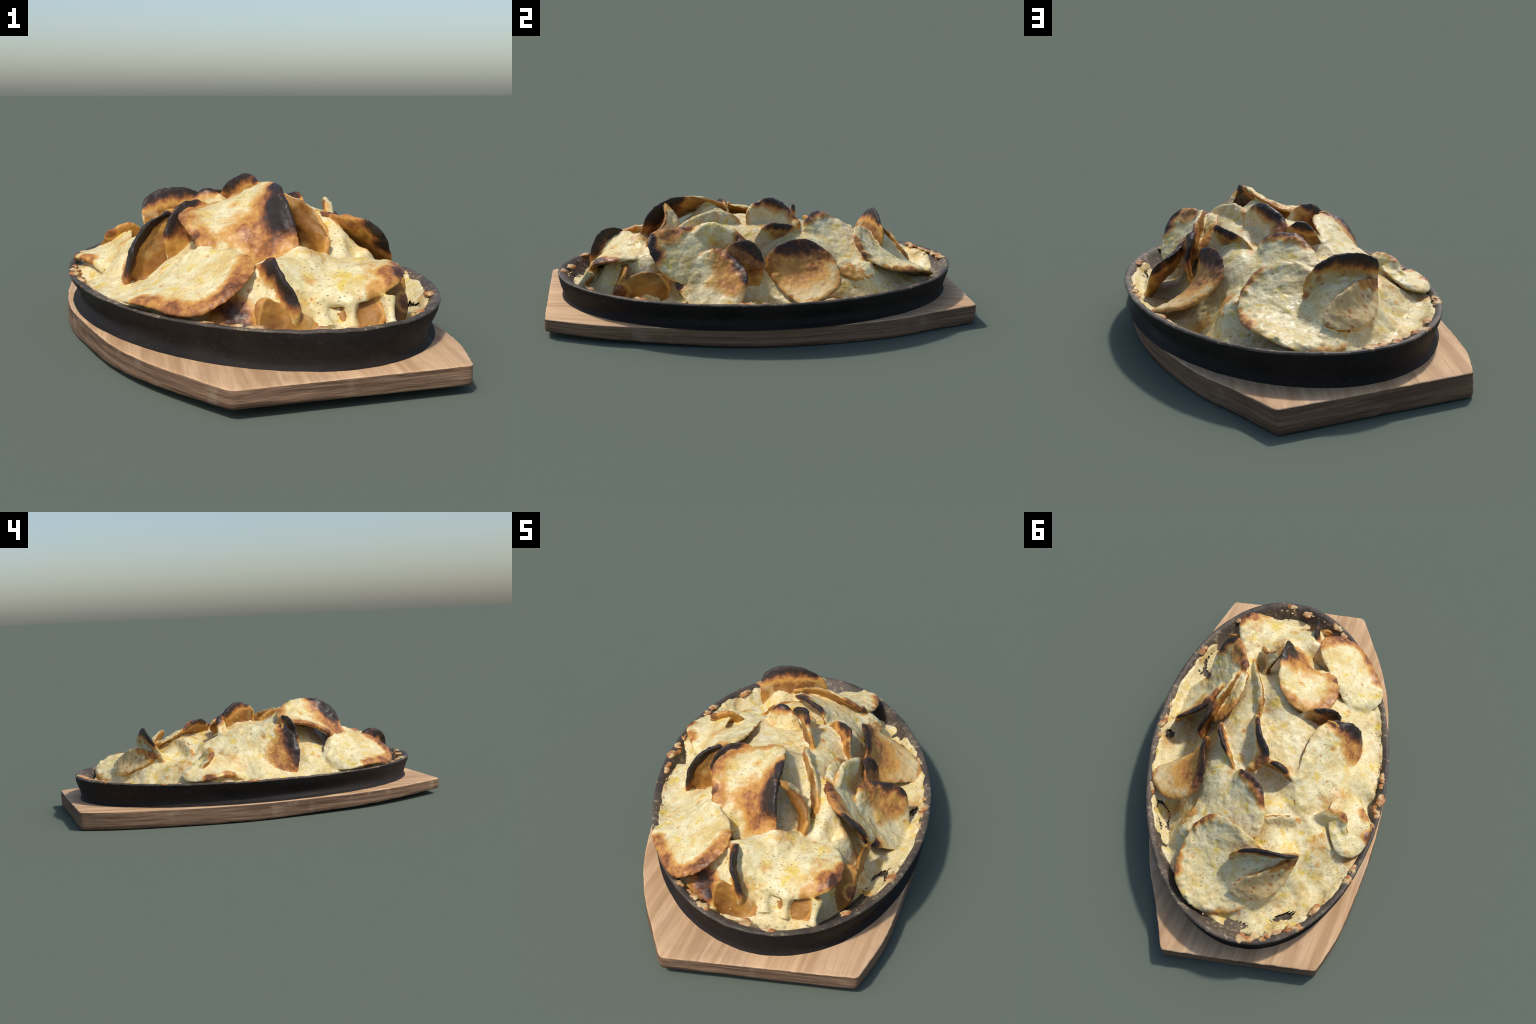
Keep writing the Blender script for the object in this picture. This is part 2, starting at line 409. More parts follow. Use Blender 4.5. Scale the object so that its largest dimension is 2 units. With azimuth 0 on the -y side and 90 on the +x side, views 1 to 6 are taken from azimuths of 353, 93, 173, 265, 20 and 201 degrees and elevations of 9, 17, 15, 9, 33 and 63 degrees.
# ------------------------------------------------------------------ the chips
# Each chip is a bent disc: ten points round its rim, the way its cheesy side looks, its two faces,
# and the places (x, y, z, radius) where the oven scorched it.
CHIPS = [
    dict(rim=[(-0.234, 0.295, 0.251), (-0.223, 0.337, 0.194), (-0.181, 0.384, 0.161), (-0.124, 0.419, 0.167), (-0.071, 0.432, 0.21), (-0.042, 0.416, 0.274), (-0.052, 0.384, 0.333), (-0.101, 0.349, 0.361), (-0.163, 0.312, 0.35), (-0.212, 0.286, 0.309)],
         looks=(-0.4, 0.8, 0.3), faces=('cheese', 'amber'), edge=0.15, dish=0,
         burns=[]),  # small leaning chip
    dict(rim=[(-0.004, 0.567, 0.322), (-0.033, 0.531, 0.23), (-0.104, 0.475, 0.148), (-0.186, 0.435, 0.149), (-0.255, 0.428, 0.237), (-0.289, 0.457, 0.333), (-0.274, 0.5, 0.395), (-0.208, 0.523, 0.428), (-0.116, 0.535, 0.427), (-0.036, 0.558, 0.388)],
         looks=(0, 1, 0.2), faces=('dough', 'amber'), edge=0.25, dish=0,
         burns=[(-0.06, 0.55, 0.405, 0.03), (-0.082, 0.544, 0.414, 0.037), (-0.104, 0.538, 0.424, 0.045), (-0.143, 0.532, 0.428, 0.05), (-0.182, 0.526, 0.432, 0.055), (-0.215, 0.52, 0.422, 0.055), (-0.249, 0.514, 0.413, 0.055), (-0.267, 0.499, 0.394, 0.045), (-0.286, 0.485, 0.375, 0.035)]),  # upright fin at the back
    dict(rim=[(-0.049, 0.69, 0.243), (-0.102, 0.693, 0.215), (-0.189, 0.661, 0.202), (-0.256, 0.578, 0.233), (-0.282, 0.482, 0.282), (-0.279, 0.453, 0.308), (-0.253, 0.502, 0.326), (-0.199, 0.563, 0.339), (-0.125, 0.613, 0.318), (-0.062, 0.66, 0.275)],
         looks=(0.3, 1, 0.3), faces=('dough', 'amber'), edge=0, dish=0.004,
         burns=[(-0.22, 0.544, 0.337, 0.03, 0.16), (-0.252, 0.499, 0.319, 0.035, 0.15), (-0.283, 0.454, 0.3, 0.04, 0.14), (-0.274, 0.467, 0.309, 0.038, 0.19), (-0.266, 0.479, 0.318, 0.035, 0.24)]),  # lower fold of the fin
    dict(rim=[(-0.183, 0.533, 0.275), (-0.171, 0.64, 0.195), (-0.076, 0.758, 0.159), (0.054, 0.799, 0.192), (0.16, 0.759, 0.24), (0.214, 0.659, 0.251), (0.216, 0.523, 0.278), (0.155, 0.432, 0.35), (0.033, 0.437, 0.392), (-0.102, 0.479, 0.355)],
         looks=(0, 0.4, 1), faces=('cheese', 'amber'), edge=0.15, dish=-0.014,
         burns=[(0.197, 0.47, 0.308, 0.02, 0.26), (0.167, 0.449, 0.336, 0.022, 0.25), (0.136, 0.427, 0.363, 0.025, 0.24), (0.207, 0.684, 0.25, 0.03, 0.24), (0.214, 0.629, 0.256, 0.025, 0.24), (0.222, 0.574, 0.261, 0.02, 0.24), (0.136, 0.427, 0.363, 0.025, 0.22)]),  # wide disc at the back
    dict(rim=[(-0.265, 0.247, 0.267), (-0.233, 0.294, 0.171), (-0.242, 0.353, 0.105), (-0.322, 0.347, 0.091), (-0.414, 0.29, 0.13), (-0.444, 0.263, 0.204), (-0.432, 0.244, 0.266), (-0.415, 0.201, 0.3), (-0.374, 0.188, 0.328), (-0.314, 0.218, 0.33)],
         looks=(0, 0.8, 0.5), faces=('cheese', 'amber'), edge=0.2, dish=0,
         burns=[(-0.407, 0.191, 0.309, 0.03, 0.3)]),  # leaning chip by the far rim
    dict(rim=[(-0.087, 0.453, 0.336), (0.037, 0.531, 0.298), (0.227, 0.527, 0.245), (0.269, 0.402, 0.23), (0.167, 0.252, 0.296), (0.101, 0.193, 0.381), (0.074, 0.208, 0.427), (0.007, 0.234, 0.446), (-0.055, 0.28, 0.432), (-0.089, 0.36, 0.382)],
         looks=(0.4, 0.4, 0.8), faces=('cheese', 'amber'), edge=0.1, dish=0,
         burns=[(0.067, 0.211, 0.431, 0.03), (0.038, 0.222, 0.438, 0.034), (0.009, 0.233, 0.445, 0.038), (-0.018, 0.251, 0.442, 0.039), (-0.046, 0.269, 0.438, 0.04), (-0.069, 0.304, 0.418, 0.035, 0.4), (-0.065, 0.296, 0.423, 0.035, 0.4), (-0.046, 0.269, 0.438, 0.04)]),  # large chip with a black crest
    dict(rim=[(0.365, 0.104, 0.209), (0.467, 0.184, 0.177), (0.51, 0.258, 0.187), (0.467, 0.333, 0.209), (0.37, 0.38, 0.236), (0.269, 0.351, 0.298), (0.24, 0.258, 0.374), (0.287, 0.15, 0.393), (0.313, 0.068, 0.343), (0.31, 0.05, 0.272)],
         looks=(0.7, 0, 0.7), faces=('dough', 'amber'), edge=0.35, dish=-0.018,
         burns=[(0.3, 0.122, 0.383, 0.06, 0.42), (0.287, 0.148, 0.39, 0.073, 0.435), (0.274, 0.174, 0.396, 0.085, 0.45), (0.263, 0.197, 0.393, 0.085, 0.435), (0.252, 0.219, 0.39, 0.085, 0.42), (0.245, 0.253, 0.373, 0.078, 0.4), (0.238, 0.286, 0.357, 0.07, 0.38), (0.243, 0.306, 0.341, 0.06, 0.34), (0.249, 0.326, 0.324, 0.05, 0.3), (0.239, 0.264, 0.371, 0.06, 0.42), (0.296, 0.131, 0.387, 0.05), (0.244, 0.317, 0.333, 0.05, 0.3), (0.309, 0.148, 0.364, 0.15, 0.12)]),  # curled bare chip, charred on top
    dict(rim=[(0.105, 0.205, 0.328), (0.109, 0.164, 0.233), (0.167, 0.083, 0.191), (0.258, 0.017, 0.204), (0.305, -0.018, 0.255), (0.282, -0.017, 0.343), (0.254, 0.02, 0.426), (0.243, 0.069, 0.451), (0.206, 0.12, 0.441), (0.144, 0.178, 0.408)],
         looks=(1, 0.6, 0), faces=('dough', 'amber'), edge=0.25, dish=0,
         burns=[(0.247, 0.053, 0.449, 0.03, 0.4), (0.233, 0.089, 0.449, 0.04), (0.213, 0.111, 0.443, 0.04), (0.192, 0.133, 0.436, 0.04), (0.215, 0.106, 0.427, 0.05, 0.2)]),  # upright chip
    dict(rim=[(0.022, 0.179, 0.408), (0.059, 0.177, 0.369), (0.049, 0.086, 0.322), (0.072, -0.006, 0.315), (0.127, -0.045, 0.371), (0.129, -0.058, 0.445), (0.095, -0.03, 0.498), (0.066, 0.036, 0.52), (0.016, 0.086, 0.497), (-0.017, 0.125, 0.447)],
         looks=(1, 0.5, 0.2), faces=('cheese', 'amber'), edge=0.1, dish=0,
         burns=[(0.086, -0.008, 0.511, 0.03, 0.4), (0.067, 0.035, 0.52, 0.045), (0.053, 0.053, 0.516, 0.048), (0.038, 0.07, 0.511, 0.05), (0.016, 0.086, 0.493, 0.045), (-0.006, 0.101, 0.476, 0.04), (-0.005, 0.151, 0.427, 0.045, 0.25)]),  # tallest chip of the middle
    dict(rim=[(-0.166, 0.136, 0.305), (-0.152, 0.094, 0.249), (-0.094, 0.041, 0.227), (-0.028, 0.015, 0.239), (0.018, 0.043, 0.274), (0.035, 0.096, 0.334), (0.009, 0.13, 0.409), (-0.047, 0.144, 0.459), (-0.098, 0.154, 0.445), (-0.138, 0.155, 0.38)],
         looks=(0.2, -0.8, 0.5), faces=('cheese', 'amber'), edge=0.2, dish=0,
         burns=[(-0.052, 0.145, 0.461, 0.03), (-0.075, 0.15, 0.453, 0.03), (-0.099, 0.155, 0.444, 0.03)]),  # chip arching over the hollow
    dict(rim=[(-0.142, 0.094, 0.393), (-0.207, 0.271, 0.299), (-0.345, 0.282, 0.191), (-0.447, 0.165, 0.145), (-0.422, 0.014, 0.119), (-0.36, -0.142, 0.121), (-0.34, -0.234, 0.227), (-0.295, -0.224, 0.365), (-0.206, -0.178, 0.416), (-0.146, -0.092, 0.416)],
         looks=(-0.7, 0.1, 0.7), faces=('cheese', 'amber'), edge=0, dish=0.015,
         burns=[(-0.223, -0.187, 0.413, 0.045), (-0.252, -0.202, 0.397, 0.058), (-0.28, -0.216, 0.382, 0.07), (-0.298, -0.226, 0.354, 0.08), (-0.317, -0.236, 0.325, 0.09), (-0.324, -0.238, 0.303, 0.085), (-0.331, -0.24, 0.281, 0.08), (-0.337, -0.238, 0.249, 0.05, 0.35), (-0.325, -0.205, 0.279, 0.1, 0.22), (-0.334, -0.216, 0.241, 0.07, 0.185), (-0.343, -0.227, 0.203, 0.04, 0.15)]),  # broad cheesy flank
    dict(rim=[(-0.015, -0.144, 0.346), (0.017, -0.137, 0.247), (-0.016, -0.154, 0.169), (-0.097, -0.189, 0.136), (-0.171, -0.221, 0.172), (-0.217, -0.241, 0.27), (-0.225, -0.241, 0.374), (-0.185, -0.216, 0.439), (-0.122, -0.184, 0.457), (-0.067, -0.162, 0.426)],
         looks=(-0.3, 1, 0.2), faces=('cheese', 'amber'), edge=0.1, dish=0,
         burns=[(-0.134, -0.19, 0.457, 0.035), (-0.157, -0.202, 0.45, 0.045), (-0.18, -0.213, 0.442, 0.055), (-0.201, -0.226, 0.414, 0.055), (-0.222, -0.239, 0.387, 0.055), (-0.192, -0.22, 0.433, 0.03, 0.35), (-0.173, -0.21, 0.428, 0.09, 0.2)]),  # charred chip behind the flank
    dict(rim=[(-0.271, -0.382, 0.217), (-0.349, -0.454, 0.191), (-0.332, -0.559, 0.206), (-0.25, -0.662, 0.201), (-0.16, -0.736, 0.202), (-0.054, -0.731, 0.258), (0.01, -0.638, 0.318), (-0.037, -0.521, 0.341), (-0.123, -0.43, 0.335), (-0.186, -0.377, 0.289)],
         looks=(-0.3, -0.3, 0.9), faces=('cheese', 'dough'), edge=0, dish=0,
         burns=[(-0.311, -0.59, 0.208, 0.035, 0.14), (-0.279, -0.627, 0.204, 0.038, 0.18), (-0.248, -0.664, 0.2, 0.04, 0.22), (-0.234, -0.678, 0.198, 0.04, 0.21), (-0.221, -0.692, 0.196, 0.04, 0.2), (-0.193, -0.713, 0.199, 0.04, 0.22), (-0.164, -0.734, 0.201, 0.04, 0.24), (-0.143, -0.74, 0.209, 0.04, 0.22), (-0.121, -0.745, 0.217, 0.04, 0.2), (-0.093, -0.74, 0.233, 0.042, 0.22), (-0.065, -0.736, 0.25, 0.045, 0.24), (-0.044, -0.722, 0.265, 0.048, 0.27), (-0.024, -0.709, 0.28, 0.05, 0.3), (-0.008, -0.658, 0.303, 0.043, 0.25), (0.008, -0.608, 0.327, 0.035, 0.2), (0.005, -0.639, 0.316, 0.038, 0.22), (0.003, -0.669, 0.305, 0.04, 0.24)]),  # front flap with blistered lip
    dict(rim=[(-0.16, -0.215, 0.416), (-0.184, -0.314, 0.409), (-0.142, -0.424, 0.349), (-0.047, -0.53, 0.29), (0.084, -0.559, 0.293), (0.152, -0.533, 0.341), (0.137, -0.501, 0.426), (0.118, -0.397, 0.509), (0.076, -0.229, 0.504), (-0.046, -0.154, 0.439)],
         looks=(-0.35, -0.46, 0.8), faces=('cheese', 'amber'), edge=0.2, dish=0, dents=[(-0.015, -0.495, 0.31, 0.07, 0.055)],
         burns=[(0.115, -0.367, 0.517, 0.045), (0.12, -0.411, 0.498, 0.052), (0.125, -0.456, 0.479, 0.06), (0.128, -0.471, 0.465, 0.062), (0.131, -0.485, 0.45, 0.065), (0.136, -0.499, 0.43, 0.06), (0.131, -0.485, 0.45, 0.05), (0.126, -0.451, 0.476, 0.045), (0.12, -0.416, 0.502, 0.04), (0.114, -0.445, 0.468, 0.057), (0.109, -0.473, 0.433, 0.075), (0.107, -0.459, 0.45, 0.073), (0.106, -0.445, 0.467, 0.07), (0.107, -0.461, 0.445, 0.065), (0.108, -0.476, 0.423, 0.06), (0.1, -0.466, 0.43, 0.12, 0.2), (0.137, -0.507, 0.399, 0.07, 0.1), (-0.186, -0.276, 0.417, 0.04, 0.22), (-0.178, -0.319, 0.402, 0.045, 0.18), (-0.171, -0.362, 0.387, 0.05, 0.14), (-0.158, -0.392, 0.368, 0.05, 0.12), (-0.144, -0.422, 0.35, 0.05, 0.1), (-0.156, -0.397, 0.366, 0.035, 0.28)]),  # summit chip with a black corner
    dict(rim=[(0.106, -0.765, 0.253), (0.113, -0.765, 0.187), (0.066, -0.741, 0.14), (0.011, -0.687, 0.128), (-0.021, -0.627, 0.157), (-0.022, -0.596, 0.223), (0.014, -0.606, 0.296), (0.051, -0.645, 0.34), (0.055, -0.697, 0.344), (0.067, -0.742, 0.312)],
         looks=(-1, -0.5, 0.1), faces=('dough', 'amber'), edge=0.6, dish=0,
         burns=[(0.076, -0.751, 0.299, 0.04), (0.066, -0.732, 0.318, 0.042), (0.055, -0.714, 0.337, 0.045), (0.056, -0.719, 0.334, 0.05), (0.079, -0.742, 0.297, 0.05), (0.102, -0.764, 0.26, 0.05), (0.087, -0.756, 0.282, 0.045), (0.073, -0.748, 0.304, 0.04), (0.061, -0.696, 0.322, 0.045), (0.05, -0.644, 0.34, 0.05), (0.089, -0.759, 0.28, 0.05, 0.4)]),  # small charred chip on edge
    dict(rim=[(0.29, -0.022, 0.347), (0.356, -0.062, 0.277), (0.416, -0.183, 0.228), (0.459, -0.312, 0.231), (0.454, -0.406, 0.305), (0.402, -0.448, 0.39), (0.342, -0.429, 0.418), (0.283, -0.352, 0.419), (0.236, -0.229, 0.429), (0.237, -0.095, 0.41)],
         looks=(0.7, 0.25, 0.7), faces=('cheese', 'amber'), edge=0.2, dish=-0.018,
         burns=[(0.383, -0.448, 0.405, 0.035), (0.402, -0.445, 0.387, 0.038), (0.421, -0.441, 0.368, 0.04), (0.432, -0.432, 0.35, 0.038), (0.443, -0.423, 0.331, 0.035), (0.435, -0.43, 0.346, 0.035), (0.427, -0.437, 0.36, 0.035), (0.438, -0.428, 0.341, 0.05), (0.261, -0.308, 0.423, 0.035, 0.3), (0.303, -0.384, 0.418, 0.06, 0.12)]),  # large leaning chip
    dict(rim=[(0.377, -0.3, 0.26), (0.449, -0.319, 0.212), (0.53, -0.25, 0.165), (0.553, -0.136, 0.117), (0.536, -0.05, 0.151), (0.512, -0.014, 0.246), (0.462, -0.022, 0.303), (0.394, -0.071, 0.332), (0.356, -0.145, 0.36), (0.352, -0.227, 0.332)],
         looks=(0.73, -0.2, 0.65), faces=('cheese', 'amber'), edge=0.1, dish=-0.03,
         burns=[(0.379, -0.091, 0.342, 0.035, 0.4), (0.43, -0.04, 0.316, 0.055), (0.479, -0.016, 0.293, 0.05, 0.42), (0.433, -0.057, 0.305, 0.1, 0.2), (0.444, -0.321, 0.214, 0.04), (0.496, -0.013, 0.277, 0.035), (0.36, -0.13, 0.357, 0.04, 0.2)]),  # chip over the long side
    dict(rim=[(0.331, -0.03, 0.36), (0.321, -0.063, 0.295), (0.308, -0.128, 0.252), (0.293, -0.2, 0.256), (0.283, -0.259, 0.304), (0.283, -0.279, 0.375), (0.283, -0.247, 0.436), (0.288, -0.185, 0.456), (0.308, -0.114, 0.441), (0.329, -0.052, 0.41)],
         looks=(1, 0, 0.2), faces=('cheese', 'amber'), edge=0.2, dish=0,
         burns=[(0.329, -0.054, 0.412, 0.03, 0.3)]),  # chip behind it
    dict(rim=[(0.369, 0.047, 0.296), (0.353, 0.037, 0.224), (0.344, -0.005, 0.175), (0.351, -0.073, 0.174), (0.358, -0.132, 0.217), (0.365, -0.152, 0.287), (0.364, -0.126, 0.357), (0.346, -0.072, 0.396), (0.339, -0.012, 0.392), (0.359, 0.031, 0.356)],
         looks=(1, 0, 0.1), faces=('amber', 'amber'), edge=0.3, dish=0,
         burns=[(0.341, -0.054, 0.399, 0.05, 0.4), (0.34, -0.035, 0.397, 0.053, 0.425), (0.339, -0.016, 0.394, 0.055, 0.45), (0.35, 0.009, 0.373, 0.053, 0.45), (0.361, 0.033, 0.353, 0.05, 0.45), (0.353, 0.023, 0.368, 0.035), (0.36, 0.033, 0.349, 0.028), (0.368, 0.042, 0.33, 0.02), (0.342, -0.022, 0.372, 0.12, 0.18)]),  # dark upright chip
    dict(rim=[(0.116, -0.069, 0.373), (0.139, -0.092, 0.274), (0.162, -0.163, 0.207), (0.188, -0.265, 0.212), (0.226, -0.358, 0.266), (0.255, -0.39, 0.337), (0.247, -0.351, 0.408), (0.198, -0.273, 0.459), (0.141, -0.183, 0.471), (0.111, -0.104, 0.445)],
         looks=(0.9, 0.4, 0.1), faces=('cheese', 'amber'), edge=0.2, dish=0,
         burns=[]),  # ridge chip
    dict(rim=[(0.182, -0.324, 0.366), (0.191, -0.322, 0.277), (0.191, -0.364, 0.243), (0.213, -0.442, 0.275), (0.245, -0.486, 0.331), (0.245, -0.444, 0.38), (0.194, -0.398, 0.427), (0.132, -0.414, 0.471), (0.114, -0.419, 0.487), (0.145, -0.369, 0.451)],
         looks=(0.9, 0.35, 0.1), faces=('cheese', 'amber'), edge=0.2, dish=0,
         burns=[]),  # short ridge chip
    dict(rim=[(.185, -.69, .215), (.22, -.685, .21), (.28, -.685, .225), (.35, -.685, .24), (.375, -.70, .2), (.35, -.735, .165), (.28, -.722, .148), (.23, -.726, .148), (.19, -.728, .16), (.178, -.705, .19)],
         looks=(0, -1, .2), faces=('amber', 'amber'), edge=0.2, dish=0, burns=[]),  # amber wall under the front flap
    dict(rim=[(0, -.745, .245), (.04, -.738, .24), (.076, -.737, .226), (.121, -.742, .203), (.16, -.745, .182), (.16, -.765, .14), (.11, -.77, .13), (.05, -.77, .13), (.01, -.765, .14), (-.005, -.755, .2)],
         looks=(0, -1, .2), faces=('amber', 'dough'), edge=0.3, dish=0, burns=[]),  # small amber piece at the front
    dict(rim=[(.450, -.377, .266), (.445, -.447, .268), (.449, -.495, .258), (.455, -.55, .215), (.452, -.59, .156), (.42, -.56, .12), (.41, -.48, .11), (.42, -.40, .12), (.44, -.35, .17), (.448, -.345, .23)],
         looks=(1, 0, 0), faces=('amber', 'amber'), edge=0.3, dish=0, burns=[(.452, -.57, .18, .04, .3)]),  # upright piece by the long side
    dict(rim=[(-.19, -.165, .425), (-.25, -.17, .393), (-.305, -.185, .325), (-.325, -.19, .27), (-.33, -.185, .205), (-.285, -.19, .18), (-.223, -.185, .2), (-.18, -.175, .32)],
         looks=(0, -1, 0), faces=('amber', 'amber'), edge=0, dish=0, burns=[(-.20, -.205, .425, .035, .4), (-.23, -.208, .41, .035, .4), (-.255, -.212, .393, .038), (-.285, -.225, .36, .038), (-.312, -.238, .325, .036), (-.325, -.241, .297, .034), (-.334, -.243, .265, .03, .42), (-.337, -.237, .235, .025, .3)]),  # amber face under the charred edge
    dict(rim=[(.135, -.675, .25), (.182, -.707, .229), (.217, -.714, .213), (.26, -.724, .212), (.304, -.722, .231), (.354, -.705, .245), (.396, -.70, .264), (.424, -.65, .287), (.424, -.58, .30), (.37, -.50, .30), (.28, -.45, .29), (.18, -.48, .285), (.12, -.56, .29), (.11, -.63, .27)],
         looks=(-.2, -.2, 1), faces=('cheese', 'amber'), edge=0, dish=.014,
         burns=[(.396, -.70, .262, .04, .2), (.422, -.655, .285, .045, .34), (.427, -.60, .30, .03, .24), (.385, -.655, .28, .035, .16), (.34, -.70, .245, .03, .12)]),  # front flap
    dict(rim=[(.457, -.531, .262), (.456, -.56, .21), (.452, -.592, .155), (.42, -.60, .115), (.37, -.60, .12), (.34, -.585, .2), (.36, -.555, .265), (.415, -.535, .28)],
         looks=(0, -1, 0), faces=('amber', 'amber'), edge=0.2, dish=0, burns=[(.452, -.57, .19, .025, .3)]),  # piece across the hollow
    dict(rim=[(-.41, .04, .18), (-.45, .075, .205), (-.494, .129, .222), (-.534, .20, .214), (-.52, .29, .206), (-.47, .35, .205), (-.40, .33, .25), (-.34, .25, .285), (-.33, .15, .30), (-.36, .07, .24)],
         looks=(-.4, 0, .9), faces=('cheese', 'dough'), edge=0, dish=0, burns=[(-.49, .12, .22, .035, .22), (-.53, .22, .21, .03, .25)]),  # sheet lapping the rim
]

def rim_harmonics(rim):
    """Fourier series (order 3) of the rim points; order k dies off inward as r**k."""
    rim = np.array(rim)
    n = len(rim)
    t = 2 * np.pi * np.arange(n) / n
    h = [rim.mean(0)]
    for k in (1, 2, 3):
        h += [2 / n * (rim * np.cos(k * t)[:, None]).sum(0), 2 / n * (rim * np.sin(k * t)[:, None]).sum(0)]
    return np.array(h)


def clear_of_pan(P, limits=(1.06, 0.982, 0.972, 0.957, 0.934, 0.905, 0.852, 0.79)):
    """Keep a chip's hidden foot inside the pan."""
    P = P.copy()
    u, v = pan_uv(P[:, 0], P[:, 1])
    f = np.hypot(u / PAN_A, v / PAN_B)
    depth = rim_z(P[:, 0], P[:, 1]) - P[:, 2]
    lim = np.interp(depth, [0.0, 0.003, 0.006, 0.019, 0.038, 0.056, 0.071, 0.085], limits)
    s = np.where(f > lim, lim / np.maximum(f, 1e-6), 1.0)
    P[:, 0], P[:, 1] = pan_xy(u * s, v * s)
    P[:, 2] = np.maximum(P[:, 2], 0.105)
    return P


class Soup:
    """Closed shells collected for the fused food, with the piece and face each point came from."""

    def __init__(self):
        self.verts, self.faces, self.owner, self.count = [], [], [], 0

    def add(self, verts, faces, owner):
        self.faces += [tuple(self.count + i for i in f) for f in faces]
        self.verts.append(np.asarray(verts, float))
        self.owner.append(np.asarray(owner, int))
        self.count += len(verts)


def chip_shell(spec, seed):
    """Two skins of a bent disc; returns points, faces, which skin (0 cheesy, 1 under) and the disc's own frame."""
    h = rim_harmonics(spec["rim"])
    nrm = np.cross(h[1], h[2])
    if np.dot(nrm, spec["looks"]) < 0:               # turn the disc so that its cheesy side is outside
        h[2], h[4], h[6] = -h[2], -h[4], -h[6]
        nrm = -nrm
    nrm /= np.linalg.norm(nrm)
    NT, radii = 160, np.concatenate([np.linspace(0.02, 0.88, 30), [0.91, 0.935, 0.955, 0.972, 0.985, 0.995, 1.0]])
    t = 2 * np.pi * np.arange(NT) / NT
    size = 0.5 * (np.linalg.norm(h[1]) + np.linalg.norm(h[2]))
    lump = np.array([fractal((math.cos(a) * 1.7 + seed * 3.1, math.sin(a) * 1.7, seed), 2.6, 4) for a in t])
    nick = np.array([fractal((math.cos(a) * 5 + seed, math.sin(a) * 5, seed * 2), 3.0, 3) for a in t])
    rr = radii[:, None] * (1 + (0.018 * lump + 0.012 * nick)[None, :] * smoothstep(0.6, 1.0, radii)[:, None])
    P = h[0] + rr[..., None] * (np.cos(t)[:, None] * h[1] + np.sin(t)[:, None] * h[2]) \
        + (rr ** 2)[..., None] * (np.cos(2 * t)[:, None] * h[3] + np.sin(2 * t)[:, None] * h[4]) \
        + (rr ** 3)[..., None] * (np.cos(3 * t)[:, None] * h[5] + np.sin(3 * t)[:, None] * h[6])
    P = P + (spec["dish"] * (1 - rr ** 2))[..., None] * nrm
    for (x, y, z, r, depth) in spec.get("dents", ()):
        P = P - (depth * np.exp(-((P - (x, y, z)) ** 2).sum(2) / r ** 2))[..., None] * nrm
    R = len(radii)
    dt = np.roll(P, -1, 1) - np.roll(P, 1, 1)
    dr = np.gradient(P, axis=0)
    Nn = np.cross(dr, dt)
    Nn /= np.linalg.norm(Nn, axis=2)[..., None] + 1e-12
    cheesy = spec["faces"][0] == "cheese"
    thick = 0.0085 * np.sqrt(np.clip(1 - radii ** 14, 0, 1))
    cream = 0.005 * smoothstep(1.0, 0.85, radii) if cheesy else np.zeros(R)
    soft = np.zeros((R, NT))
    for i in range(R):
        e = smoothstep(0.5, 0.8, radii[i]) * smoothstep(1.0, 0.94, radii[i]) * (1.0 if cheesy else 0.5)
        for j in range(NT):
            p = P[i, j]
            w = fractal((p[0] + seed, p[1], p[2]), 8, 3) * 0.006 + fractal((p[0], p[1] + seed, p[2]), 26, 3) * 0.0025
            if e > 0:                                 # blisters along the toasted lip
                w += 0.014 * (0.8 + 0.5 * spec["edge"]) * max(0.0, fractal((p[0], p[1], p[2] + seed), 30, 2)) * e
            soft[i, j] = w * smoothstep(1.0, 0.94, radii[i])
    upper = P + Nn * (thick[:, None] + cream[:, None] + soft)[..., None]
    lower = P - Nn * (thick[:, None] - (0 if cheesy else 0.5) * soft)[..., None]
    pts = np.vstack([clear_of_pan(upper.reshape(-1, 3)), clear_of_pan(lower[:-1].reshape(-1, 3))])
    faces = []
    base = R * NT
    for i in range(R - 1):
        for j in range(NT):
            k = (j + 1) % NT
            faces.append((i * NT + j, (i + 1) * NT + j, (i + 1) * NT + k, i * NT + k))
            a0, a1 = base + i * NT + j, base + i * NT + k
            b0, b1 = (base + (i + 1) * NT + j, base + (i + 1) * NT + k) if i < R - 2 else ((R - 1) * NT + j, (R - 1) * NT + k)
            faces.append((a0, a1, b1, b0))
    faces.append(tuple(reversed(range(NT))))
    faces.append(tuple(range(base, base + NT)))
    skin = np.concatenate([np.zeros(R * NT, int), np.ones((R - 1) * NT, int)])
    uu = h[1] - nrm * np.dot(h[1], nrm)
    uu /= np.linalg.norm(uu)
    vv = np.cross(nrm, uu)
    M = Matrix([(uu[i] * size, vv[i] * size, nrm[i] * size, h[0][i]) for i in range(3)] + [(0, 0, 0, 1)])
    return pts, faces, skin, M


